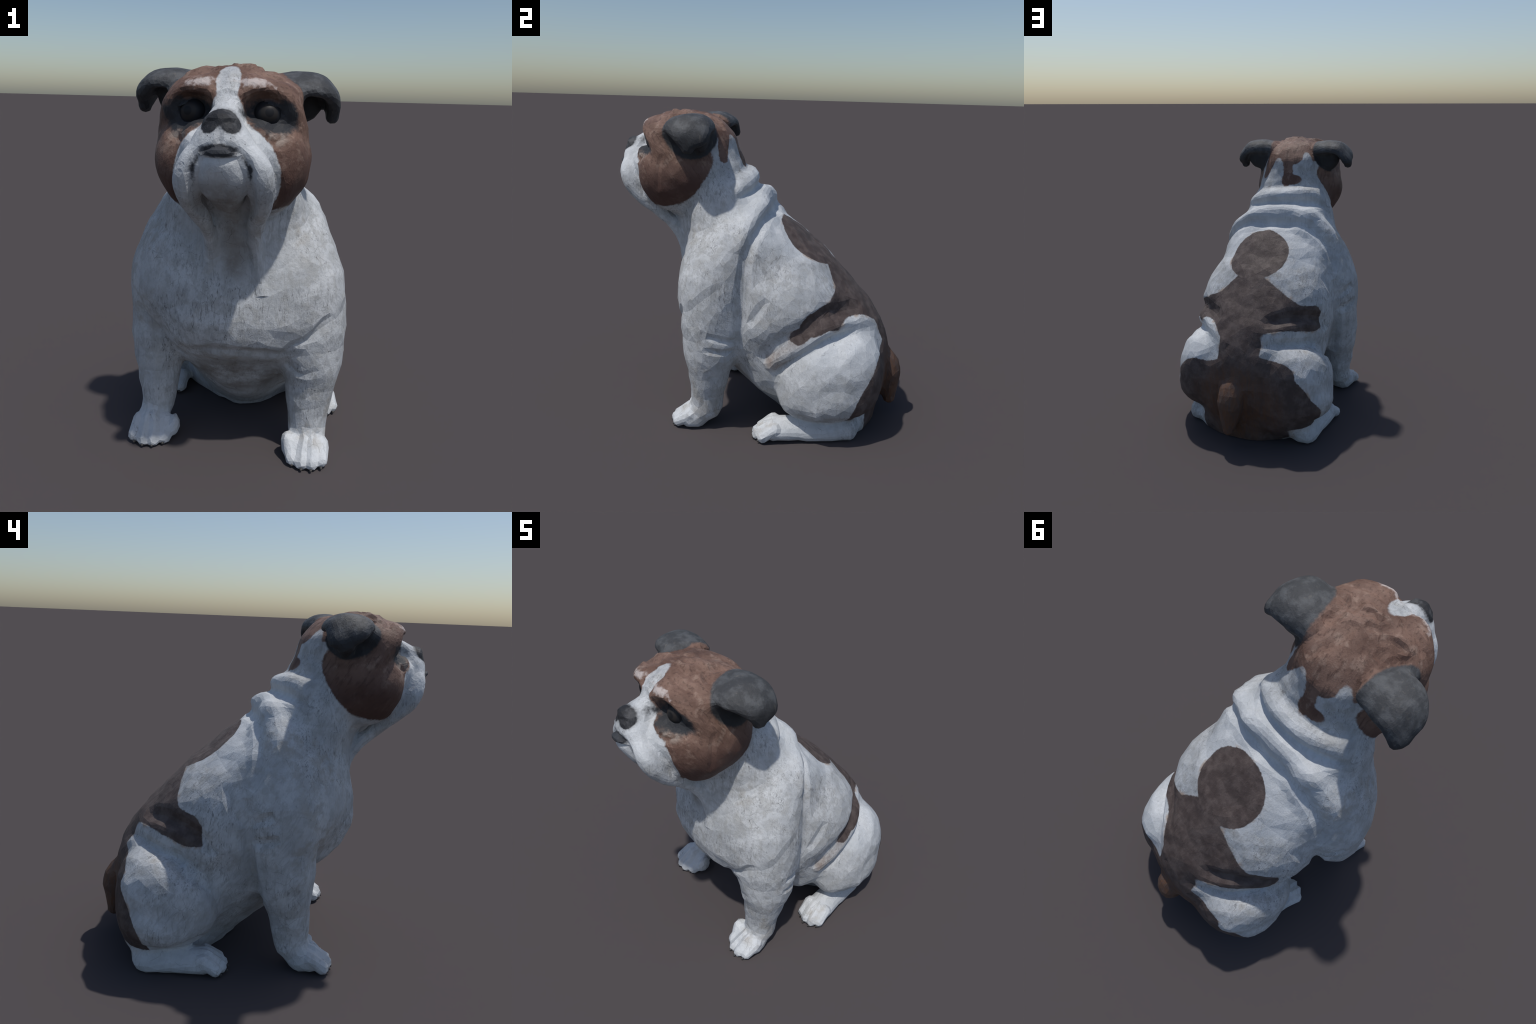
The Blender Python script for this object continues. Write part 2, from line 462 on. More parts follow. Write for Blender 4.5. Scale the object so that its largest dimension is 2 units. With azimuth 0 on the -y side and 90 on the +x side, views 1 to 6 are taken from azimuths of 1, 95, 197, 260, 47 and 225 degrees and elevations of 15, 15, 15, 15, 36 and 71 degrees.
# (depth, width, curve): positive depth is a crease, negative a raised fold
BODY_FOLDS = [
    # nape: two rolls and the valleys between them
    (-0.036, 0.046, [(0.32, -0.24, 1.47), (0.232, -0.109, 1.56), (0.083, -0.045, 1.61), (-0.098, -0.05, 1.63), (-0.229, -0.105, 1.62), (-0.33, -0.20, 1.55)]),
    (0.028, 0.028, [(0.30, -0.18, 1.48), (0.186, -0.03, 1.555), (0.027, 0.0, 1.57), (-0.12, 0.0, 1.58), (-0.25, -0.06, 1.56), (-0.36, -0.20, 1.47)]),
    (-0.034, 0.050, [(0.43, -0.09, 1.18), (0.36, -0.07, 1.31), (0.27, -0.015, 1.40), (0.17, 0.02, 1.465), (0.02, 0.03, 1.495), (-0.16, 0.04, 1.51), (-0.31, 0.0, 1.47), (-0.42, 0.0, 1.36), (-0.48, 0.0, 1.18)]),
    (0.042, 0.030, [(0.44, -0.10, 0.52), (0.45, -0.09, 0.70), (0.467, -0.075, 0.89), (0.471, -0.062, 1.074), (0.435, -0.030, 1.242), (0.37, 0.02, 1.335), (0.28, 0.065, 1.395), (0.15, 0.095, 1.42), (0.0, 0.105, 1.412), (-0.147, 0.115, 1.435), (-0.324, 0.11, 1.395), (-0.42, 0.10, 1.27), (-0.466, 0.10, 1.157), (-0.475, 0.12, 1.05)]),
    (0.012, 0.028, [(0.22, -0.20, 1.62), (0.08, -0.11, 1.665), (-0.10, -0.11, 1.675), (-0.26, -0.20, 1.64)]),
    # left flank
    (0.034, 0.040, [(0.22, 0.68, 0.83), (0.352, 0.498, 0.833), (0.417, 0.355, 0.81), (0.442, 0.215, 0.734), (0.441, 0.131, 0.65), (0.431, 0.06, 0.514)]),
    (-0.036, 0.034, [(0.279, 0.653, 0.745), (0.376, 0.503, 0.745), (0.423, 0.36, 0.710), (0.437, 0.262, 0.645), (0.439, 0.163, 0.557), (0.429, 0.098, 0.455)]),
    (0.012, 0.024, [(0.30, 0.66, 0.70), (0.436, 0.504, 0.697), (0.475, 0.363, 0.657), (0.470, 0.295, 0.612), (0.45, 0.224, 0.523), (0.42, 0.185, 0.427)]),
    (-0.014, 0.040, [(0.10, 0.78, 0.68), (0.22, 0.74, 0.74), (0.33, 0.64, 0.76)]),
    (0.013, 0.022, [(0.50, 0.085, 0.93), (0.49, 0.025, 0.831), (0.47, -0.035, 0.75)]),
    # left elbow
    (0.024, 0.016, [(0.545, -0.276, 0.689), (0.507, -0.181, 0.654), (0.44, -0.089, 0.632)]),
    (0.024, 0.016, [(0.54, -0.296, 0.599), (0.505, -0.196, 0.58), (0.438, -0.105, 0.561)]),
    (0.006, 0.030, [(0.48, -0.42, 0.80), (0.54, -0.30, 0.92), (0.52, -0.16, 1.02)]),
    # right shoulder, elbow and flank
    (0.036, 0.030, [(-0.475, 0.16, 1.02), (-0.492, 0.152, 0.88), (-0.485, 0.131, 0.721), (-0.475, 0.076, 0.522), (-0.472, 0.04, 0.402)]),
    (0.028, 0.020, [(-0.50, 0.15, 0.885), (-0.56, 0.083, 0.925), (-0.58, 0.030, 0.960)]),
    (0.028, 0.020, [(-0.50, 0.134, 0.786), (-0.57, 0.063, 0.807), (-0.60, 0.0, 0.841)]),
    (0.016, 0.024, [(-0.43, 0.28, 1.09), (-0.477, 0.232, 0.953), (-0.489, 0.175, 0.865)]),
    (0.038, 0.034, [(-0.11, 0.72, 0.85), (-0.237, 0.637, 0.862), (-0.377, 0.521, 0.850), (-0.45, 0.415, 0.797), (-0.47, 0.32, 0.70)]),
    (-0.007, 0.040, [(-0.11, 0.772, 0.74), (-0.239, 0.683, 0.798), (-0.353, 0.579, 0.800), (-0.439, 0.45, 0.727), (-0.46, 0.362, 0.600)]),
    (0.028, 0.024, [(-0.10, 0.785, 0.70), (-0.30, 0.72, 0.735), (-0.44, 0.645, 0.750), (-0.483, 0.556, 0.715), (-0.505, 0.43, 0.603), (-0.463, 0.340, 0.486)]),
    # under the chest, throat ridges
    (0.030, 0.040, [(-0.33, -0.36, 0.57), (-0.169, -0.510, 0.600), (-0.03, -0.533, 0.590), (0.108, -0.514, 0.590), (0.22, -0.45, 0.58)]),
    (-0.014, 0.022, [(0.078, -0.657, 1.252), (0.103, -0.605, 1.092), (0.113, -0.585, 0.96)]),
    (-0.012, 0.022, [(-0.15, -0.704, 1.34), (-0.142, -0.655, 1.244), (-0.153, -0.615, 1.12)]),
    # where the forelegs leave the chest
    (0.022, 0.022, [(0.184, -0.431, 0.585), (0.26, -0.489, 0.677), (0.345, -0.478, 0.722), (0.45, -0.451, 0.844)]),
    (0.010, 0.016, [(0.22, -0.40, 0.53), (0.318, -0.426, 0.505), (0.394, -0.440, 0.545)]),
    (0.022, 0.024, [(-0.33, -0.215, 0.50), (-0.43, -0.265, 0.622), (-0.485, -0.270, 0.704), (-0.565, -0.225, 0.802)]),
    # haunch over the foot, rump cleft
    (0.016, 0.020, [(0.54, 0.22, 0.21), (0.56, 0.45, 0.175), (0.48, 0.68, 0.17)]),
    (0.024, 0.020, [(-0.52, 0.34, 0.20), (-0.55, 0.55, 0.17), (-0.46, 0.76, 0.18)]),
    (0.020, 0.030, [(-0.06, 0.87, 0.42), (-0.06, 0.88, 0.25), (-0.02, 0.86, 0.10)]),
    (0.016, 0.030, [(0.17, 0.86, 0.42), (0.18, 0.87, 0.25), (0.15, 0.85, 0.10)]),
]
# in the frame of the head
HEAD_FOLDS = [
    (0.031, 0.024, [(0.22, -0.545, 1.955), (0.150, -0.51, 1.985), (0.135, -0.445, 1.985), (0.15, -0.38, 1.975)]),
    (0.028, 0.022, [(0.185, -0.60, 1.965), (0.125, -0.549, 1.995), (0.104, -0.485, 2.0)]),
    (0.020, 0.016, [(0.070, -0.510, 2.004), (0.036, -0.561, 2.004), (-0.015, -0.565, 2.005), (-0.024, -0.605, 2.004)]),
    (0.020, 0.015, [(0.013, -0.500, 2.006), (-0.015, -0.508, 2.006), (-0.057, -0.547, 2.004), (-0.075, -0.590, 2.000)]),
    (0.025, 0.020, [(-0.075, -0.500, 2.002), (-0.122, -0.539, 1.996), (-0.20, -0.570, 1.968)]),
    (0.028, 0.020, [(-0.141, -0.430, 1.982), (-0.145, -0.493, 1.988), (-0.185, -0.545, 1.975)]),
    (0.031, 0.022, [(-0.19, -0.40, 1.975), (-0.195, -0.504, 1.966), (-0.235, -0.560, 1.945)]),
    (0.020, 0.020, [(-0.060, -0.635, 1.990), (-0.134, -0.666, 1.970), (-0.191, -0.660, 1.954), (-0.245, -0.630, 1.930)]),
    (0.020, 0.020, [(0.145, -0.600, 1.985), (0.065, -0.610, 2.0), (0.010, -0.595, 2.003)]),
    (0.020, 0.026, [(0.115, -0.225, 1.910), (0.064, -0.297, 1.969), (0.035, -0.389, 1.999), (0.050, -0.47, 2.003)]),
    (0.020, 0.024, [(-0.03, -0.68, 1.975), (-0.045, -0.75, 1.945), (-0.035, -0.79, 1.90)]),
    (0.020, 0.024, [(0.03, -0.68, 1.975), (0.045, -0.75, 1.945), (0.035, -0.79, 1.90)]),
    # raised skin between the wrinkles
    (-0.014, 0.020, [(0.195, -0.575, 1.965), (0.135, -0.535, 1.99), (0.118, -0.465, 1.99)]),
    (-0.012, 0.018, [(-0.10, -0.555, 2.0), (-0.155, -0.595, 1.985), (-0.215, -0.60, 1.955)]),
    (-0.012, 0.018, [(-0.150, -0.465, 1.98), (-0.165, -0.52, 1.98), (-0.215, -0.565, 1.955)]),
    (-0.012, 0.018, [(0.10, -0.555, 2.0), (0.055, -0.585, 2.0), (0.0, -0.575, 2.0), (-0.045, -0.565, 2.0)]),
    (-0.010, 0.018, [(-0.03, -0.62, 2.0), (-0.10, -0.65, 1.985), (-0.17, -0.69, 1.955), (-0.235, -0.665, 1.93)]),
    (0.016, 0.016, [(0.035, -0.655, 1.985), (0.10, -0.670, 1.975), (0.17, -0.655, 1.955), (0.23, -0.62, 1.93)]),
    (0.012, 0.015, [(0.06, -0.44, 2.0), (0.0, -0.46, 2.0), (-0.06, -0.43, 2.0), (-0.10, -0.38, 1.99)]),
    # cheek furrow, philtrum, wrinkles below the eyes
    (0.008, 0.016, [(0.335, -0.574, 1.75), (0.345, -0.595, 1.642), (0.337, -0.604, 1.50)]),
    (0.014, 0.010, [(0.0, -0.95, 1.765), (0.0, -0.962, 1.735), (0.0, -0.965, 1.700)]),
    (0.007, 0.011, [(0.10, -0.80, 1.745), (0.174, -0.800, 1.722), (0.235, -0.773, 1.722), (0.280, -0.69, 1.745)]),
    (0.007, 0.011, [(-0.10, -0.80, 1.745), (-0.174, -0.800, 1.722), (-0.235, -0.773, 1.722), (-0.280, -0.69, 1.745)]),
    (0.007, 0.012, [(0.13, -0.82, 1.705), (0.20, -0.795, 1.690), (0.26, -0.74, 1.690)]),
    (0.010, 0.012, [(-0.115, -0.925, 1.625), (-0.058, -0.957, 1.690), (0.0, -0.963, 1.702), (0.058, -0.957, 1.690), (0.115, -0.925, 1.625)]),
    *[(0.028, 0.016, [(s * 0.085, -0.94, 1.655), (s * 0.112, -0.925, 1.60), (s * 0.112, -0.88, 1.52), (s * 0.098, -0.81, 1.43), (s * 0.06, -0.74, 1.36)]) for s in (1, -1)],
    (0.007, 0.012, [(0.01, -0.94, 1.52), (0.005, -0.90, 1.46), (-0.015, -0.85, 1.42)]),
]
SEAM = [(0.06, -0.795, 1.85), (0.092, -0.795, 1.78), (0.146, -0.85, 1.711), (0.19, -0.827, 1.651), (0.215, -0.797, 1.589), (0.224, -0.765, 1.519), (0.215, -0.71, 1.44), (0.17, -0.63, 1.35)]


def face_curves():
    for depth, width, curve in HEAD_FOLDS:
        yield depth, width, curve, True
    for s in (1, -1):
        yield 0.014, 0.020, [(s * x, y, z) for x, y, z in SEAM], True
        # pouch under the eye
        yield -0.012, 0.015, [(s * 0.09, -0.765, 1.762), (s * 0.135, -0.785, 1.732), (s * 0.19, -0.775, 1.732), (s * 0.245, -0.735, 1.760)], True


LAID = {}


def lay_curves():
    LAID["body"] = [(d, w, lay_on_skin(spline(c, 3))) for d, w, c in BODY_FOLDS]
    LAID["face"] = [(d, w, lay_on_skin(spline(c, 3), from_head, to_head), t) for d, w, c, t in face_curves()]


def creases(P, f):
    if not LAID:
        lay_curves()
    for depth, width, curve in LAID["body"]:
        f = press(P, f, curve, width, depth, 2)
    m = ((P > np.array((-0.5, -1.1, 1.0), F)) & (P < np.array((0.45, -0.1, 2.15), F))).all(1)
    if m.any():
        p = to_head(P[m]); g = f[m]
        for depth, width, curve, taper in LAID["face"]:
            g = press(p, g, curve, width, depth, 2, taper)
        f[m] = g
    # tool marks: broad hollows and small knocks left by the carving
    near = np.abs(f) < 0.05
    if near.any():
        q = P[near]
        f[near] += (0.0060 * value_noise(q, 0.10, 3) + 0.0035 * value_noise(q, 0.055, 5)).astype(F)
    return f


# ----------------------------------------------------------- surface extraction
LO, STEP, SUB = np.array((-0.72, -1.08, -0.04)), 0.0080, 4
COARSE = np.array((45, 67, 66))


def sample():
    cs = STEP * SUB
    ax = [LO[i] + (np.arange(COARSE[i]) + 0.5) * cs for i in range(3)]
    g = np.stack(np.meshgrid(*ax, indexing="ij"), -1).reshape(-1, 3).astype(F)
    c = np.concatenate([body_field(b) for b in np.array_split(g, 8)]).reshape(COARSE)
    near = np.abs(c) < cs * 1.5
    vol = np.repeat(np.repeat(np.repeat(c, SUB, 0), SUB, 1), SUB, 2)
    idx = np.argwhere(near)
    off = np.stack(np.meshgrid(*[np.arange(SUB)] * 3, indexing="ij"), -1).reshape(-1, 3)
    cells = (idx[:, None] * SUB + off[None]).reshape(-1, 3)
    for b in np.array_split(cells, max(1, len(cells) // 250000)):
        P = (LO + (b + 0.5) * STEP).astype(F)
        vol[b[:, 0], b[:, 1], b[:, 2]] = body_field(P)
    return vol


def surface_nets(vol):
    s = vol < 0
    n = vol.shape
    c8 = [(i, j, k) for i in (0, 1) for j in (0, 1) for k in (0, 1)]
    cut = lambda a, o: a[o[0]:n[0] - 1 + o[0], o[1]:n[1] - 1 + o[1], o[2]:n[2] - 1 + o[2]]
    cnt = sum(cut(s, o).astype(np.int8) for o in c8)
    cell = np.argwhere((cnt > 0) & (cnt < 8))
    acc = np.zeros((len(cell), 3)); num = np.zeros(len(cell))
    val = {o: vol[cell[:, 0] + o[0], cell[:, 1] + o[1], cell[:, 2] + o[2]].astype(float) for o in c8}
    for a in c8:
        for ax in range(3):
            if a[ax] == 0:
                b = list(a); b[ax] = 1; b = tuple(b)
                va, vb = val[a], val[b]
                m = (va < 0) != (vb < 0)
                t = np.where(m, va / np.where(m, va - vb, 1), 0)
                p = np.tile(np.array(a, float), (len(cell), 1)); p[:, ax] += t
                acc[m] += p[m]; num[m] += 1
    verts = LO + (cell + acc / num[:, None] + 0.5) * STEP
    ids = np.full(n, -1, np.int64)
    ids[cell[:, 0], cell[:, 1], cell[:, 2]] = np.arange(len(cell))
    quads = []
    for ax in range(3):
        u, v = (ax + 1) % 3, (ax + 2) % 3
        sl = [slice(1, -1)] * 3; sh = [slice(1, -1)] * 3
        sl[ax] = slice(0, -1); sh[ax] = slice(1, None)
        e = np.argwhere(s[tuple(sl)] != s[tuple(sh)])
        base = e + 1; base[:, ax] -= 1
        flip = s[base[:, 0], base[:, 1], base[:, 2]]
        q = []
        for du, dv in ((1, 1), (0, 1), (0, 0), (1, 0)):
            w = base.copy(); w[:, u] -= du; w[:, v] -= dv
            q.append(ids[w[:, 0], w[:, 1], w[:, 2]])
        q = np.stack(q, 1)
        q = np.where(flip[:, None], q, q[:, ::-1])
        quads.append(q)
    return verts, np.concatenate(quads)


# -------------------------------------------------------------------- materials
class Nodes:
    """Small helper that writes node trees as expressions."""

    def __init__(self, name):
        self.mat = bpy.data.materials.new(name)
        self.mat.use_nodes = True
        self.t = self.mat.node_tree
        self.bsdf = self.t.nodes["Principled BSDF"]
        self.pos = self.t.nodes.new("ShaderNodeTexCoord").outputs["Object"]

    def put(self, socket, v):
        if isinstance(v, bpy.types.NodeSocket):
            self.t.links.new(v, socket)
        elif isinstance(v, (tuple, list)) and len(v) == 3 and socket.type == "RGBA":
            socket.default_value = (*v, 1)
        else:
            socket.default_value = v

    def math(self, op, a, b=0.0, c=None, clamp=False):
        n = self.t.nodes.new("ShaderNodeMath"); n.operation = op; n.use_clamp = clamp
        self.put(n.inputs[0], a); self.put(n.inputs[1], b)
        if c is not None:
            self.put(n.inputs[2], c)
        return n.outputs[0]

    def vec(self, op, a, b=(0, 0, 0), scale=None):
        n = self.t.nodes.new("ShaderNodeVectorMath"); n.operation = op
        self.put(n.inputs[0], a); self.put(n.inputs[1], b)
        if scale is not None:
            self.put(n.inputs["Scale"], scale)
        return n.outputs["Value"] if op in ("LENGTH", "DOT_PRODUCT", "DISTANCE") else n.outputs["Vector"]

    def place(self, vector, loc=(0, 0, 0), turn=(0, 0, 0), size=(1, 1, 1), kind="TEXTURE"):
        n = self.t.nodes.new("ShaderNodeMapping"); n.vector_type = kind
        self.put(n.inputs["Vector"], vector)
        n.inputs["Location"].default_value = loc
        n.inputs["Rotation"].default_value = [math.radians(v) for v in turn]
        n.inputs["Scale"].default_value = size
        return n.outputs[0]

    def noise(self, scale, detail=4, rough=0.55, vector=None, color=False, distort=0.0):
        n = self.t.nodes.new("ShaderNodeTexNoise")
        self.put(n.inputs["Vector"], vector or self.pos)
        n.inputs["Scale"].default_value = scale; n.inputs["Detail"].default_value = detail
        n.inputs["Roughness"].default_value = rough; n.inputs["Distortion"].default_value = distort
        return n.outputs["Color" if color else 0]

    def voronoi(self, scale, feature="F1", vector=None):
        n = self.t.nodes.new("ShaderNodeTexVoronoi"); n.feature = feature
        self.put(n.inputs["Vector"], vector or self.pos); n.inputs["Scale"].default_value = scale
        return n.outputs["Distance"]

    def ramp(self, v, lo, hi, a=0.0, b=1.0):
        n = self.t.nodes.new("ShaderNodeMapRange"); n.interpolation_type = "SMOOTHSTEP"
        self.put(n.inputs[0], v)
        for i, x in enumerate((lo, hi, a, b)):
            n.inputs[i + 1].default_value = x
        return n.outputs[0]

    def mix(self, fac, a, b):
        n = self.t.nodes.new("ShaderNodeMix"); n.data_type = "RGBA"
        self.put(n.inputs[0], fac); self.put(n.inputs[6], a); self.put(n.inputs[7], b)
        return n.outputs[2]

    # signed "insideness" in metres of simple solids
    def blob(self, p, c, r, turn=(0, 0, 0)):
        q = self.place(p, c, turn, r)
        return self.math("MULTIPLY", self.math("SUBTRACT", 1.0, self.vec("LENGTH", q)), min(r))

    def capsule(self, p, a, b, r):
        d = Vector(b) - Vector(a)
        q = self.vec("SUBTRACT", p, tuple(a))
        t = self.math("MULTIPLY", self.vec("DOT_PRODUCT", q, tuple(d)), 1 / d.length_squared, clamp=True)
        near = self.vec("SCALE", tuple(d), scale=t)
        return self.math("SUBTRACT", r, self.vec("DISTANCE", q, near))

    def plane(self, p, normal, d):
        return self.math("SUBTRACT", self.vec("DOT_PRODUCT", p, normal), d)

    def union(self, *v):
        out = v[0]
        for x in v[1:]:
            out = self.math("SMOOTH_MAX", out, x, 0.02)
        return out

    def cut(self, a, b, k=0.012):
        return self.math("SMOOTH_MIN", a, self.math("MULTIPLY", b, -1.0), k)

    def both(self, *v):
        out = v[0]
        for x in v[1:]:
            out = self.math("SMOOTH_MIN", out, x, 0.012)
        return out


def coat_material():
    N = Nodes("painted_wood_coat")
    wob = N.vec("SUBTRACT", N.noise(9, 3, color=True), (0.5, 0.5, 0.5))
    fine = N.vec("SUBTRACT", N.noise(70, 3, color=True), (0.5, 0.5, 0.5))
    p = N.vec("ADD", N.vec("ADD", N.pos, N.vec("SCALE", wob, scale=0.022)), N.vec("SCALE", fine, scale=0.012))
    # frame of the head
    hp = N.place(p, (float(HEAD_PIVOT[0]), float(HEAD_PIVOT[1]), 0), (0, 0, -5.3))
    hp = N.vec("ADD", hp, (0, float(HEAD_PIVOT[1]), 0))

    # ---- brown saddle on the back
    saddle = N.union(
        N.blob(p, (0.05, 0.305, 1.215), (0.222, 0.222, 0.222)),
        N.capsule(p, (0.055, 0.46, 1.09), (0.045, 0.54, 1.02), 0.095),
        N.both(N.plane(p, (0.50, 0.0, -0.86), -0.957), N.plane(p, (-0.707, 0.0, -0.707), -0.875),
               N.plane(p, (0, 0, 1), 0.735), N.plane(p, (0, 1, 0), 0.39)),
        N.capsule(p, (-0.10, 0.63, 0.880), (-0.40, 0.45, 0.845), 0.062),
        N.capsule(p, (0.22, 0.56, 0.895), (0.43, 0.36, 0.770), 0.095),
        N.capsule(p, (0.40, 0.42, 0.765), (0.46, 0.28, 0.695), 0.066),
        N.capsule(p, (0.03, 0.72, 0.82), (0.03, 0.84, 0.58), 0.150),
        N.capsule(p, (0.03, 0.86, 0.58), (-0.27, 0.86, 0.52), 0.105),
        N.blob(p, (0.03, 0.80, 0.10), (0.36, 0.15, 0.30)),
        N.both(N.plane(p, (0.10, 1.0, -0.46), 0.563), N.plane(p, (0, 0, 1), 0.14)))
    saddle = N.cut(saddle, N.blob(p, (0.345, 0.72, 0.705), (0.17, 0.22, 0.110), (0, -14, 0)))
    saddle = N.cut(saddle, N.blob(p, (-0.39, 0.71, 0.695), (0.28, 0.25, 0.066), (0, -12, 0)))

    # ---- brown mask of the head
    cap = N.union(
        N.blob(hp, (0.0, -0.575, 1.665), (0.50, 0.335, 0.288), (8, 0, 0)),
        N.blob(hp, (0.0, -0.50, 1.93), (0.40, 0.325, 0.16)),
        N.blob(p, (-0.055, -0.19, 1.875), (0.092, 0.13, 0.062)),
        N.capsule(p, (-0.028, -0.15, 1.85), (-0.030, -0.11, 1.71), 0.060),
        N.blob(p, (-0.070, -0.10, 1.705), (0.088, 0.12, 0.042)),
        N.capsule(p, (0.10, -0.24, 1.90), (0.19, -0.22, 1.74), 0.050))
    cap = N.cut(cap, N.blob(p, (-0.172, -0.20, 1.86), (0.036, 0.10, 0.075), (0, 24, 0)))
    face = N.union(
        N.blob(hp, (0, -0.83, 1.52), (0.238, 0.27, 0.26)),
        N.blob(hp, (0, -0.90, 1.755), (0.118, 0.19, 0.17)),
        N.blob(hp, (0, -0.70, 1.38), (0.13, 0.22, 0.14)),
        N.blob(hp, (0, -0.735, 1.935), (0.050, 0.125, 0.105)))
    cap = N.cut(cap, face)
    ears = N.union(
        N.blob(p, (0.345, -0.39, 1.89), (0.215, 0.24, 0.185)),
        N.blob(p, (-0.395, -0.345, 1.915), (0.195, 0.24, 0.180)))
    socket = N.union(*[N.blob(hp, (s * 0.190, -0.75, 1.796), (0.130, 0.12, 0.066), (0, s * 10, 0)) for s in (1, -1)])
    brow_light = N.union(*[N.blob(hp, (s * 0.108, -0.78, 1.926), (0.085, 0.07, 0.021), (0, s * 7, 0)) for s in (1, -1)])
    nose = N.union(
        N.blob(hp, (0, -0.90, 1.795), (0.066, 0.07, 0.034)),
        *[N.blob(hp, (s * 0.045, -0.91, 1.772), (0.040, 0.06, 0.040)) for s in (1, -1)],
        N.capsule(hp, (0, -0.96, 1.78), (0, -0.96, 1.70), 0.012))
    lips = N.union(N.blob(hp, (0, -0.95, 1.672), (0.078, 0.05, 0.026)),
                   *[N.capsule(hp, (s * a, b, c), (s * d, e, g), 0.010) for s in (1, -1) for a, b, c, d, e, g in
                     ((0.075, -0.935, 1.665, 0.113, -0.915, 1.600), (0.113, -0.915, 1.600, 0.114, -0.87, 1.51), (0.114, -0.87, 1.51, 0.100, -0.79, 1.42), (0.100, -0.79, 1.42, 0.07, -0.72, 1.36))])
    lips = N.math("ADD", lips, N.math("MULTIPLY", N.math("SUBTRACT", N.noise(18, 3), 0.5), 0.008))

    # ---- paint layers
    cloud = N.noise(5, 5, 0.6)
    patch = N.noise(16, 5, 0.6)
    grain = N.noise(140, 3, 0.6)
    along = N.place(N.pos, turn=(-35, 0, 0), size=(1, 1, 1), kind="POINT")
    strokes = N.noise(1.0, 5, 0.65, vector=N.place(along, size=(60, 60, 9), kind="POINT"))
    streak = N.noise(1.0, 4, 0.6, vector=N.place(N.pos, turn=(0, 0, 20), size=(38, 38, 7), kind="POINT"), distort=0.6)
    cracks = N.ramp(N.voronoi(9, "DISTANCE_TO_EDGE", N.vec("ADD", N.pos, N.vec("SCALE", N.noise(6, 4, color=True), scale=0.10))), 0.0, 0.010, 1.0, 0.0)
    broken = N.ramp(N.noise(7, 2), 0.52, 0.62)

    white = N.mix(N.ramp(cloud, 0.35, 0.65), (0.43, 0.445, 0.46), (0.57, 0.585, 0.60))
    white = N.mix(N.math("MULTIPLY", N.ramp(patch, 0.46, 0.64), 0.62), white, (0.36, 0.36, 0.35))
    white = N.mix(N.math("MULTIPLY", N.ramp(streak, 0.52, 0.68), 0.50), white, (0.30, 0.30, 0.295))
    white = N.mix(N.math("MULTIPLY", N.ramp(strokes, 0.50, 0.66), 0.50), white, (0.31, 0.315, 0.32))
    scratch = N.noise(1.0, 6, 0.7, vector=N.place(N.pos, turn=(0, 0, -25), size=(95, 95, 16), kind="POINT"), distort=1.2)
    scratched = N.math("MULTIPLY", N.ramp(scratch, 0.53, 0.64), N.ramp(N.noise(4.5, 3), 0.42, 0.58))
    white = N.mix(N.math("MULTIPLY", scratched, 0.80), white, (0.15, 0.15, 0.155))
    uneven = N.ramp(N.noise(2.3, 3), 0.38, 0.62)
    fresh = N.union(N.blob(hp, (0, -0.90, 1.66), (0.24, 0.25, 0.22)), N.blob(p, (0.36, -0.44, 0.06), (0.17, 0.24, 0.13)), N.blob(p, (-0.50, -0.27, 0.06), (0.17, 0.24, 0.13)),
                    N.blob(p, (0.46, 0.22, 0.06), (0.20, 0.40, 0.14)), N.blob(p, (-0.46, 0.42, 0.06), (0.20, 0.40, 0.14)), N.blob(p, (0.42, 0.55, 0.66), (0.30, 0.35, 0.20)), N.blob(p, (0.0, 0.15, 1.35), (0.45, 0.45, 0.35)))
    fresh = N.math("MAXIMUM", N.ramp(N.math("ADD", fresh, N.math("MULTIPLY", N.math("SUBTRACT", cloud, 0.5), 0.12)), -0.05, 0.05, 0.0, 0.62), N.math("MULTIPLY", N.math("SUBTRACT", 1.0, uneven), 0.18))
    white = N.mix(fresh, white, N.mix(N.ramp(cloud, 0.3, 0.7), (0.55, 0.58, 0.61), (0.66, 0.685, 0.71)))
    stain = N.math("MULTIPLY", N.ramp(N.noise(3.2, 3), 0.55, 0.72), N.ramp(patch, 0.4, 0.6))
    white = N.mix(N.math("MULTIPLY", stain, 0.5), white, (0.36, 0.32, 0.27))

    brown_body = N.mix(N.ramp(patch, 0.35, 0.68), (0.075, 0.056, 0.052), (0.125, 0.098, 0.090))
    brown_body = N.mix(N.math("MULTIPLY", N.ramp(strokes, 0.55, 0.72), 0.5), brown_body, (0.05, 0.036, 0.032))
    ginger = N.blob(p, (0.05, 0.98, 0.25), (0.40, 0.30, 0.40))
    brown_body = N.mix(N.math("MULTIPLY", N.ramp(ginger, -0.05, 0.12), N.ramp(streak, 0.35, 0.65, 0.3, 0.95)), brown_body, (0.135, 0.070, 0.042))
    brown_head = N.mix(N.ramp(cloud, 0.35, 0.65), (0.120, 0.068, 0.051), (0.225, 0.140, 0.108))
    brown_head = N.mix(N.math("MULTIPLY", N.ramp(patch, 0.52, 0.68), 0.65), brown_head, (0.31, 0.22, 0.175))
    brown_head = N.mix(N.math("MULTIPLY", N.ramp(strokes, 0.50, 0.66), 0.60), brown_head, (0.075, 0.043, 0.034))
    jowl = N.blob(hp, (0, -0.50, 1.50), (0.50, 0.40, 0.20))
    brown_head = N.mix(N.math("MULTIPLY", N.ramp(jowl, -0.06, 0.06), 0.75), brown_head, (0.075, 0.040, 0.034))
    under = N.union(*[N.blob(hp, (s * 0.20, -0.77, 1.715), (0.085, 0.08, 0.035), (0, s * -12, 0)) for s in (1, -1)])
    brown_head = N.mix(N.math("MULTIPLY", N.ramp(under, -0.015, 0.02), N.ramp(N.noise(22, 4), 0.38, 0.60)), brown_head, (0.33, 0.27, 0.23))
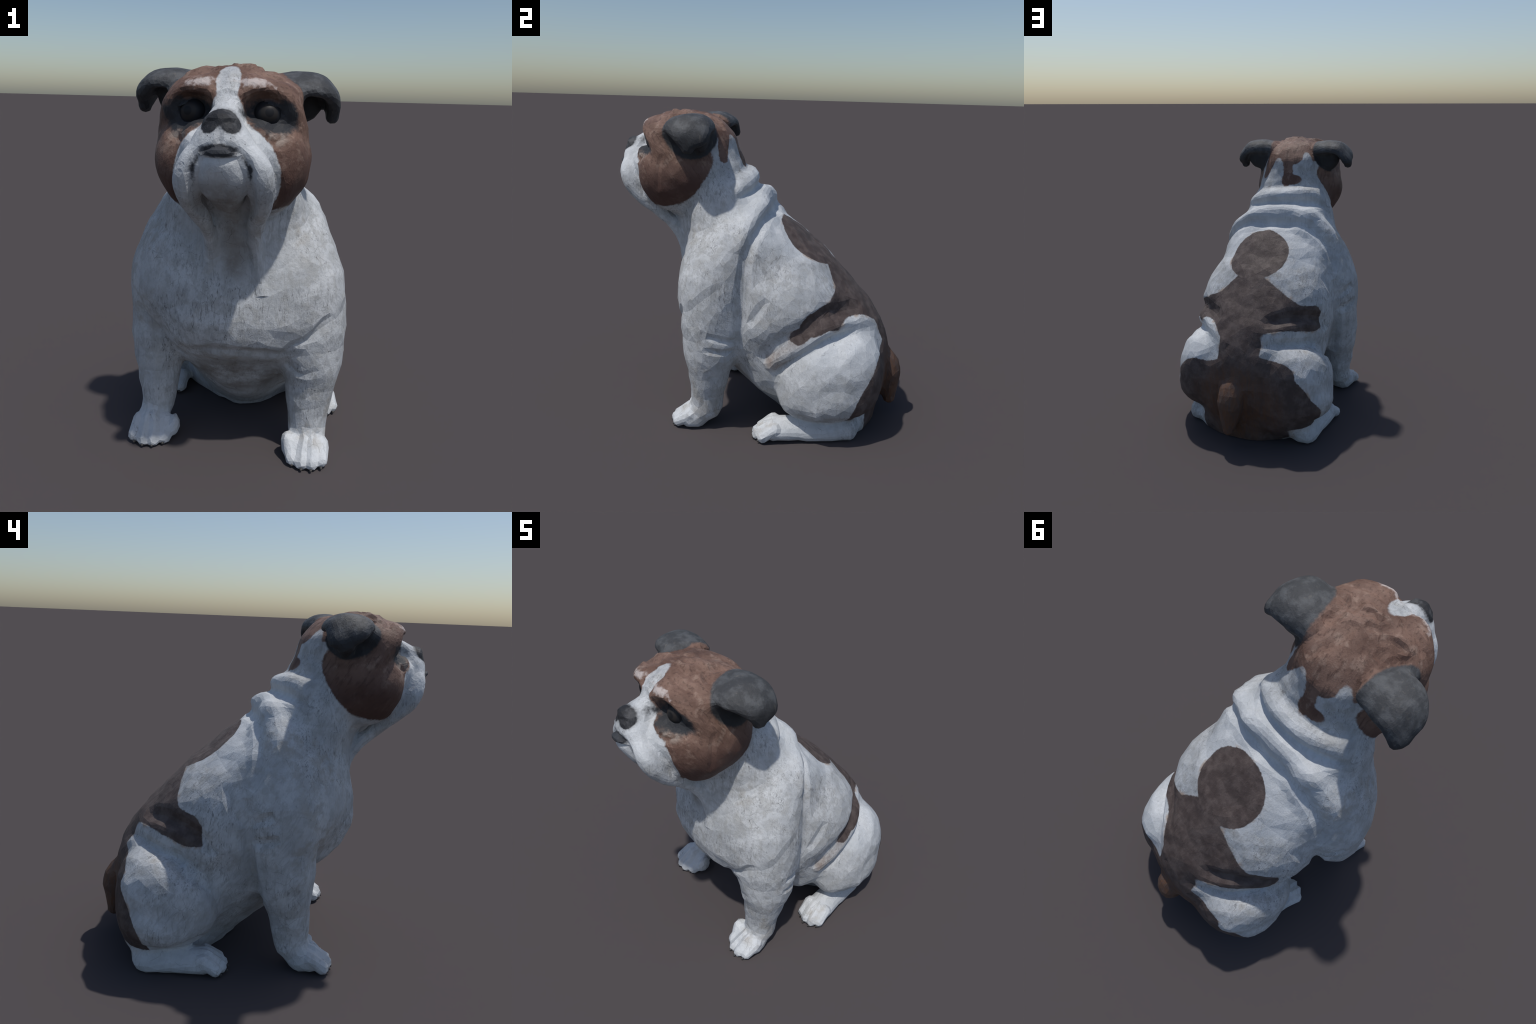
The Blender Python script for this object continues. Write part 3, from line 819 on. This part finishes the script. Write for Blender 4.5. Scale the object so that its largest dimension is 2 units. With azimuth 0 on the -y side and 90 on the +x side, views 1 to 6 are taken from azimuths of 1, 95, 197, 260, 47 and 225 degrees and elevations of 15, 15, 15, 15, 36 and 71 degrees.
    black = N.mix(N.ramp(patch, 0.40, 0.66), (0.055, 0.057, 0.061), (0.100, 0.104, 0.110))
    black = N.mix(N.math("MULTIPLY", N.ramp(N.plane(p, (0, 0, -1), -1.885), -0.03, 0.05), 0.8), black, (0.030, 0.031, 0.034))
    black = N.mix(N.math("MULTIPLY", N.ramp(streak, 0.60, 0.74), 0.35), black, (0.17, 0.155, 0.135))

    tan = N.union(N.capsule(p, (0.46, 0.27, 0.665), (0.445, 0.13, 0.51), 0.055), N.capsule(p, (0.05, -0.20, 1.88), (0.13, -0.19, 1.82), 0.03))

    # baked-in shade painted as dirty brown mottling: under the chin, along the throat, belly
    baked_shade = N.union(N.blob(hp, (0, -0.80, 1.45), (0.14, 0.16, 0.13)), N.capsule(hp, (0, -0.66, 1.36), (0, -0.52, 1.10), 0.07), N.blob(p, (0.0, -0.25, 0.42), (0.30, 0.30, 0.16)))
    baked_shade = N.math("MULTIPLY", N.ramp(baked_shade, -0.04, 0.06), N.ramp(N.noise(7, 5, 0.65), 0.30, 0.62))
    white = N.mix(N.math("MULTIPLY", baked_shade, 0.72), white, (0.19, 0.165, 0.14))

    edge = lambda m, w=0.004: N.ramp(m, -w, w)
    col = white
    # worn ochre rim where the patches stop
    col = N.mix(N.math("MULTIPLY", N.math("MULTIPLY", N.ramp(saddle, -0.022, -0.002), N.ramp(N.noise(11, 3), 0.5, 0.66)), 0.7), col, (0.36, 0.25, 0.17))
    col = N.mix(N.math("MULTIPLY", N.ramp(tan, -0.02, 0.02), 0.8), col, N.mix(N.ramp(patch, 0.4, 0.65), (0.40, 0.34, 0.30), (0.24, 0.17, 0.14)))
    col = N.mix(edge(saddle), col, brown_body)
    col = N.mix(edge(cap), col, brown_head)
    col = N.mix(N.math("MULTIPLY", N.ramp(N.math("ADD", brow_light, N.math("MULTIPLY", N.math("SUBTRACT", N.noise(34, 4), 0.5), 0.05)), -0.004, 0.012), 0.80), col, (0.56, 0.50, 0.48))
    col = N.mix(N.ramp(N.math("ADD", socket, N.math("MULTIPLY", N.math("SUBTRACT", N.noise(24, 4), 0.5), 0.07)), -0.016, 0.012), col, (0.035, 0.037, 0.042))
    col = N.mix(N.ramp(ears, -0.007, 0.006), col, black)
    whisker = N.both(N.ramp(N.voronoi(62), 0.20, 0.14), N.ramp(N.union(*[N.blob(hp, (s * 0.062, -0.945, 1.715), (0.055, 0.06, 0.028), (0, s * 22, 0)) for s in (1, -1)]), -0.002, 0.006))
    col = N.mix(N.math("MULTIPLY", whisker, 0.85), col, (0.05, 0.05, 0.055))
    col = N.mix(N.math("MULTIPLY", N.ramp(N.math("ADD", nose, N.math("MULTIPLY", N.math("SUBTRACT", patch, 0.5), 0.06)), -0.022, 0.004), 0.45), col, (0.12, 0.12, 0.125))
    col = N.mix(edge(nose), col, N.mix(N.ramp(patch, 0.45, 0.65), (0.026, 0.027, 0.031), (0.075, 0.077, 0.082)))
    col = N.mix(edge(lips, 0.005), col, (0.045, 0.048, 0.055))
    col = N.mix(N.math("MULTIPLY", N.math("MULTIPLY", cracks, broken), 0.55), col, (0.06, 0.05, 0.045))
    N.put(N.bsdf.inputs["Base Color"], col)
    N.bsdf.inputs["Roughness"].default_value = 0.62
    N.bsdf.inputs["Specular IOR Level"].default_value = 0.25
    h = N.math("ADD", N.math("MULTIPLY", strokes, 0.6), N.math("ADD", N.math("MULTIPLY", patch, 0.5), N.math("MULTIPLY", grain, 0.25)))
    b = N.t.nodes.new("ShaderNodeBump")
    b.inputs["Strength"].default_value = 0.45; b.inputs["Distance"].default_value = 0.012
    N.put(b.inputs["Height"], h)
    N.t.links.new(b.outputs[0], N.bsdf.inputs["Normal"])
    return N.mat


def dark_material(name, a, b, rough, coat=0.0):
    N = Nodes(name)
    N.put(N.bsdf.inputs["Base Color"], N.mix(N.ramp(N.noise(40, 4), 0.4, 0.62), a, b))
    N.bsdf.inputs["Roughness"].default_value = rough
    N.bsdf.inputs["Coat Weight"].default_value = coat
    return N.mat


def eye_material():
    """Dark glassy eye: rings measured from the pupil on the surface."""
    N = Nodes("painted_eye")
    r = N.vec("LENGTH", N.place(N.pos, size=(1, 0, 1), kind="POINT"))
    col = N.mix(N.ramp(r, 0.016, 0.020), (0.011, 0.011, 0.013), (0.027, 0.024, 0.023))
    col = N.mix(N.ramp(r, 0.033, 0.037), col, (0.020, 0.021, 0.025))
    N.put(N.bsdf.inputs["Base Color"], col)
    N.bsdf.inputs["Roughness"].default_value = 0.48
    N.bsdf.inputs["Specular IOR Level"].default_value = 0.25
    return N.mat


# ------------------------------------------------------------------- assembling
FLATNESS = 0.85      # how much of the carved facets stays in the shading


def build_skin(target_faces=15500):
    vol = sample()
    v, q = surface_nets(vol)
    me = bpy.data.meshes.new("skin")
    me.from_pydata(v.tolist(), [], q.tolist())
    ob = bpy.data.objects.new("skin", me)
    bpy.context.collection.objects.link(ob)
    mod = ob.modifiers.new("carve", "DECIMATE")
    group = ob.vertex_groups.new(name="keep_detail")
    fine = np.nonzero((v[:, 2] > 1.36) & (v[:, 1] < -0.12))[0]
    rest = np.setdiff1d(np.arange(len(v)), fine)
    group.add(fine.tolist(), 0.5, "REPLACE")
    group.add(rest.tolist(), 1.0, "REPLACE")
    mod.vertex_group = "keep_detail"
    mod.vertex_group_factor = 0.03
    mod.ratio = target_faces / (2 * len(me.polygons))
    tri = ob.modifiers.new("triangles", "TRIANGULATE")
    dg = bpy.context.evaluated_depsgraph_get()
    done = bpy.data.meshes.new_from_object(ob.evaluated_get(dg))
    bpy.data.objects.remove(ob)
    n = len(done.vertices)
    co = np.empty(n * 3); done.vertices.foreach_get("co", co)
    fa = np.array([p.vertices[:] for p in done.polygons])
    return co.reshape(-1, 3), fa


TREE = {  # region -> (object name, parent region)
    "torso": ("torso", None), "rump": ("torso", None), "ribs": ("torso", None), "neck": ("neck", None), "head": ("head", None),
    "eyelid": ("eyelid", "head"), "muzzle": ("muzzle", "head"), "chin": ("chin", "head"), "nose": ("nose", "head"), "lip": ("lip", "head"),
    "ear_left": ("ear", "head"), "ear_right": ("ear", "head"),
    "foreleg_left": ("foreleg", None), "foreleg_right": ("foreleg", None),
    "forepaw_left": ("forepaw", "foreleg_left"), "forepaw_right": ("forepaw", "foreleg_right"),
    "hind_leg_left": ("hind_leg", None), "hind_leg_right": ("hind_leg", None),
    "hind_paw_left": ("hind_paw", "hind_leg_left"), "hind_paw_right": ("hind_paw", "hind_leg_right"),
    "tail": ("tail", None)}


def link(name, me, parent):
    ob = bpy.data.objects.new(name, me)
    bpy.context.collection.objects.link(ob)
    ob.parent = parent
    return ob


def main():
    co, fa = build_skin()
    keep = co[fa].mean(1)
    names = list(TREE)
    dist = np.stack([REGIONS[n](keep.astype(F)) for n in names], 1)
    label = np.argmin(dist, 1)
    for n in ("rump", "ribs"):
        label[label == names.index(n)] = names.index("torso")

    a, b, c = co[fa[:, 0]], co[fa[:, 1]], co[fa[:, 2]]
    fn = np.cross(b - a, c - a)
    vn = np.zeros_like(co)
    for k in range(3):
        np.add.at(vn, fa[:, k], fn)
    fn /= np.linalg.norm(fn, axis=1, keepdims=True) + 1e-12
    vn /= np.linalg.norm(vn, axis=1, keepdims=True) + 1e-12

    root = bpy.data.objects.new("bulldog_statue", None)
    bpy.context.collection.objects.link(root)
    root["label"] = "sitting bulldog carved in wood, painted white with brown patches"
    root["category"] = "dog statue"
    coat = coat_material()
    made = {}
    for i, n in enumerate(names):
        sel = fa[label == i]
        if not len(sel):
            continue
        used, inv = np.unique(sel, return_inverse=True)
        me = bpy.data.meshes.new(TREE[n][0])
        me.from_pydata(co[used].tolist(), [], inv.reshape(-1, 3).tolist())
        me.materials.append(coat)
        me.polygons.foreach_set("use_smooth", [True] * len(me.polygons))
        nrm = FLATNESS * np.repeat(fn[label == i], 3, 0) + (1 - FLATNESS) * vn[sel.reshape(-1)]
        nrm /= np.linalg.norm(nrm, axis=1, keepdims=True)
        me.normals_split_custom_set(nrm.tolist())
        made[n] = link(TREE[n][0], me, None)
    for n, ob in made.items():
        ob.parent = made.get(TREE[n][1], root) if TREE[n][1] else root

    # eyes
    eye = bpy.data.meshes.new("eye")
    bm = bmesh.new()
    bmesh.ops.create_uvsphere(bm, u_segments=32, v_segments=20, radius=0.058)
    bm.to_mesh(eye); bm.free()
    eye.polygons.foreach_set("use_smooth", [True] * len(eye.polygons))
    eye.materials.append(eye_material())
    for s in (1, -1):
        ob = link("eye", eye, made["head"])
        ob.location = from_head((s * 0.155, -0.676, 1.806))[0].tolist()
        ob.rotation_euler = (math.radians(-6), 0, math.radians(-5.3 + s * 14))

    # claws at the tips of the toes
    claw = bpy.data.meshes.new("claw")
    bm = bmesh.new()
    bmesh.ops.create_icosphere(bm, subdivisions=2, radius=1.0)
    for v in bm.verts:
        v.co.x *= 0.008; v.co.z *= 0.009; v.co.y *= 0.010
        v.co.z -= 9.0 * v.co.y ** 2
    bm.to_mesh(claw); bm.free()
    claw.materials.append(dark_material("dark_claw", (0.030, 0.030, 0.032), (0.075, 0.070, 0.065), 0.5))
    for key, owner in (("front_left", "forepaw_left"), ("front_right", "forepaw_right"), ("hind_left", "hind_paw_left"), ("hind_right", "hind_paw_right")):
        heel, toe, width, height, spread = PAWS[key][:5]
        heel, toe = np.array(heel), np.array(toe)
        d = toe - heel; d[2] = 0; L = np.linalg.norm(toe - heel); d /= np.linalg.norm(d)
        side = np.array((-d[1], d[0], 0))
        for o in (-1.5, -0.5, 0.5, 1.5):
            reach = 0.0 if abs(o) < 1 else -0.03
            at = heel + d * (L - 0.010 + reach) + side * o * spread
            leg = owner.replace("forepaw", "foreleg").replace("hind_paw", "hind_leg")
            ob = link("claw", claw, made[leg])
            ob.location = (at[0], at[1], 0.016)
            ob.rotation_euler = (0, 0, math.atan2(d[0], -d[1]))


main()
